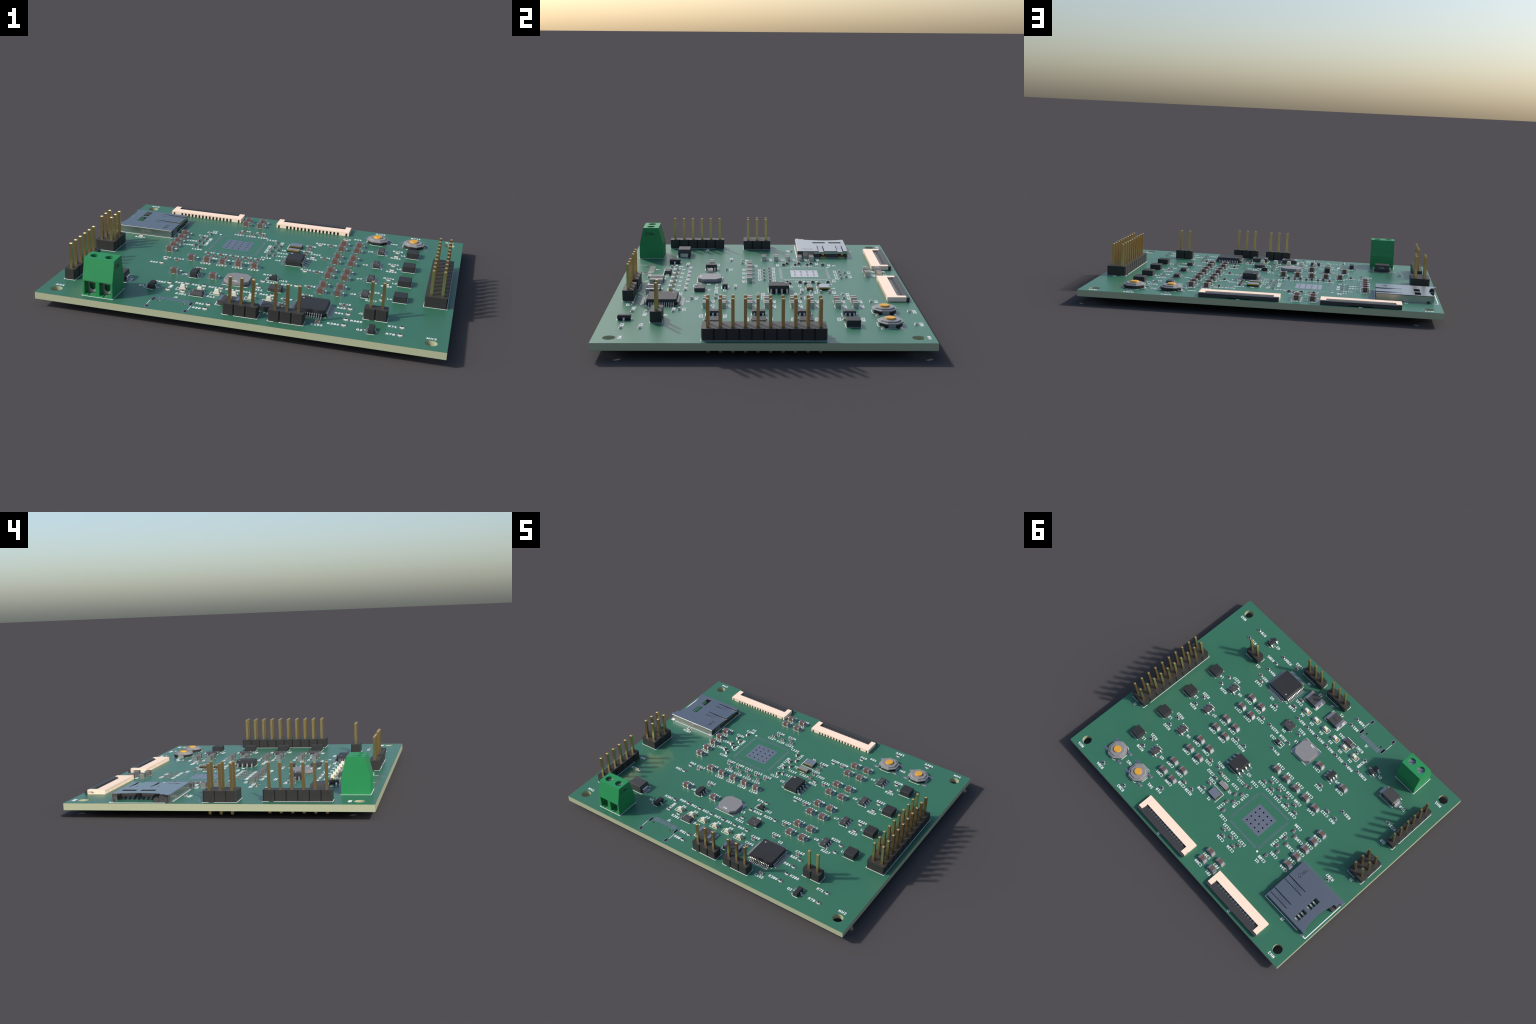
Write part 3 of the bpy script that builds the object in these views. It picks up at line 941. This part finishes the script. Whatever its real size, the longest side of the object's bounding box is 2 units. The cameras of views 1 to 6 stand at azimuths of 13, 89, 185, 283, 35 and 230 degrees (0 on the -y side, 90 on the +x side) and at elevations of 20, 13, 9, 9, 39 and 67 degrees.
TX, TY = -31.0, -30.0
prof = [(-3.05, .02), (3.45, .02), (3.40, 3.7), (2.20, 8.5), (-1.95, 8.5), (-3.05, 3.7)]    # (y, z)
n = len(prof)
tb = Shape().add([(-3.5, y, z) for y, z in prof] + [(3.5, y, z) for y, z in prof],
                 [tuple(range(n)), tuple(range(2 * n - 1, n - 1, -1))] + [(i, i + n, (i + 1) % n + n, (i + 1) % n) for i in range(n)])
cutter = Shape()
for s in (-1.75, 1.75):
    cutter.cyl(s, 0, 1.06, 7.3, 9.5, 32)
    cutter.box(s - 1.30, -3.6, .42, s + 1.30, -.6, 3.52)
    cutter.box(s - .42, -3.6, .14, s + .30, -1.9, .80)
me = booled(tb, cutter)
me.name = "screw_terminal"
me.polygons.foreach_set('use_smooth', [False] * len(me.polygons))
term = place("screw_terminal", me, TX, TY)
screws, clamps, tails = Shape(), Shape(), Shape()
for s in (-1.75, 1.75):
    # slotted screw head: two half discs either side of the slot
    for w in (-1, 1):
        half = [(s + 1.03 * math.cos(t), w * (.11 + .92 * abs(math.sin(t)))) for t in [math.pi * i / 14 for i in range(15)]]
        if w < 0:
            half = half[::-1]
        q = math.radians(38)
        half = [(s + (x - s) * math.cos(q) - y * math.sin(q), (x - s) * math.sin(q) + y * math.cos(q)) for x, y in half]
        screws.loft([(half, 7.35), (half, 7.78)])
    screws.cyl(s, 0, 1.03, 7.25, 7.45, 28)
    # clamp plate with a U-shaped mouth
    mouth = [(s - .68, 2.65), (s - .68, 1.75)] + arc(s, 1.75, .68, .72, 180, 360, 10)[1:-1] + [(s + .68, 1.75), (s + .68, 2.65)]
    cl = Shape().plate(rect(s - 1.29, .44, s + 1.29, 3.50), [mouth], 0, .5)
    cl.v = [(x, -1.55 + z_, y_) for x, y_, z_ in cl.v]
    clamps.merged(cl)
    clamps.box(s - .22, -2.9, .22, s + .22, -2.0, .34)
    tails.box(s - .4, -.4, -3.2, s + .4, .4, .1).loft([(rect(s - .2, -.2, s + .2, .2), -3.5), (rect(s - .4, -.4, s + .4, .4), -3.2)])
    UNDER.merged(Shape().cyl(TX + s, TY, 1.1, -TH - .03, -TH))
place("screw", screws.mesh("screw", "lid_grey", 40), parent=term)
place("clamp", clamps.mesh("clamp", "tinned_lead"), parent=term)
place("solder_tail", tails.mesh("solder_tail", "tinned_lead"), parent=term)
mk = stroke_shape(cloud_mark(1.15), .13, 0, .01)
mk.v = [(3.5 + z_ - .004, -1.55 + px, 6.35 + py) for px, py, z_ in mk.v]
place("maker_mark", mk.mesh("maker_mark", "mark_dark"), parent=term)
stroke([(-34.65, -33.17), (-27.38, -33.17), (-27.38, -26.43), (-34.65, -26.43), (-34.65, -33.17)], .13)
mk = stroke_shape(cloud_mark(.75), .09, 0, .01)
mk.v = [(1.0 - px, 1.722 + z_, .95 + py) for px, py, z_ in mk.v]
place("maker_mark", mk.mesh("maker_mark", "dot_grey"), parent=d10o)

# ----------------------------------------------------------- remaining lettering
for t, x, y in (("MH1", -41.5, -29.3), ("MH2", 41.5, -29.3), ("MH3", -41.5, 33.72), ("MH4", 41.5, 33.72), ("U1", -19.45, 19.38),
                ("J1", -15, -26.95), ("J11", 25.9, -21.4), ("J8", 11, -28.62), ("J7", 1, -28.62), ("J10", -39.0, -10.05),
                ("J9", -41, 3.95), ("J5", 41.05, 13.85)):
    label_text(t, x, y)

# ------------------------------------------------- joined lands and ink outlines
place("solder_pads", LANDS.mesh("solder_pads", "tinned_pad"), stuff=True)
place("solder_rings", UNDER.mesh("solder_rings", "tinned_pad"), stuff=True)
ink = Shape()
for pts, w in SILK:
    ink.merged(stroke_shape([pts], w, 0.0, .032))
ink.merged(SILK_SHAPES)
place("silkscreen_outline", ink.mesh("silkscreen_outline", "silkscreen_white"), stuff=True)
bpy.context.view_layer.update()
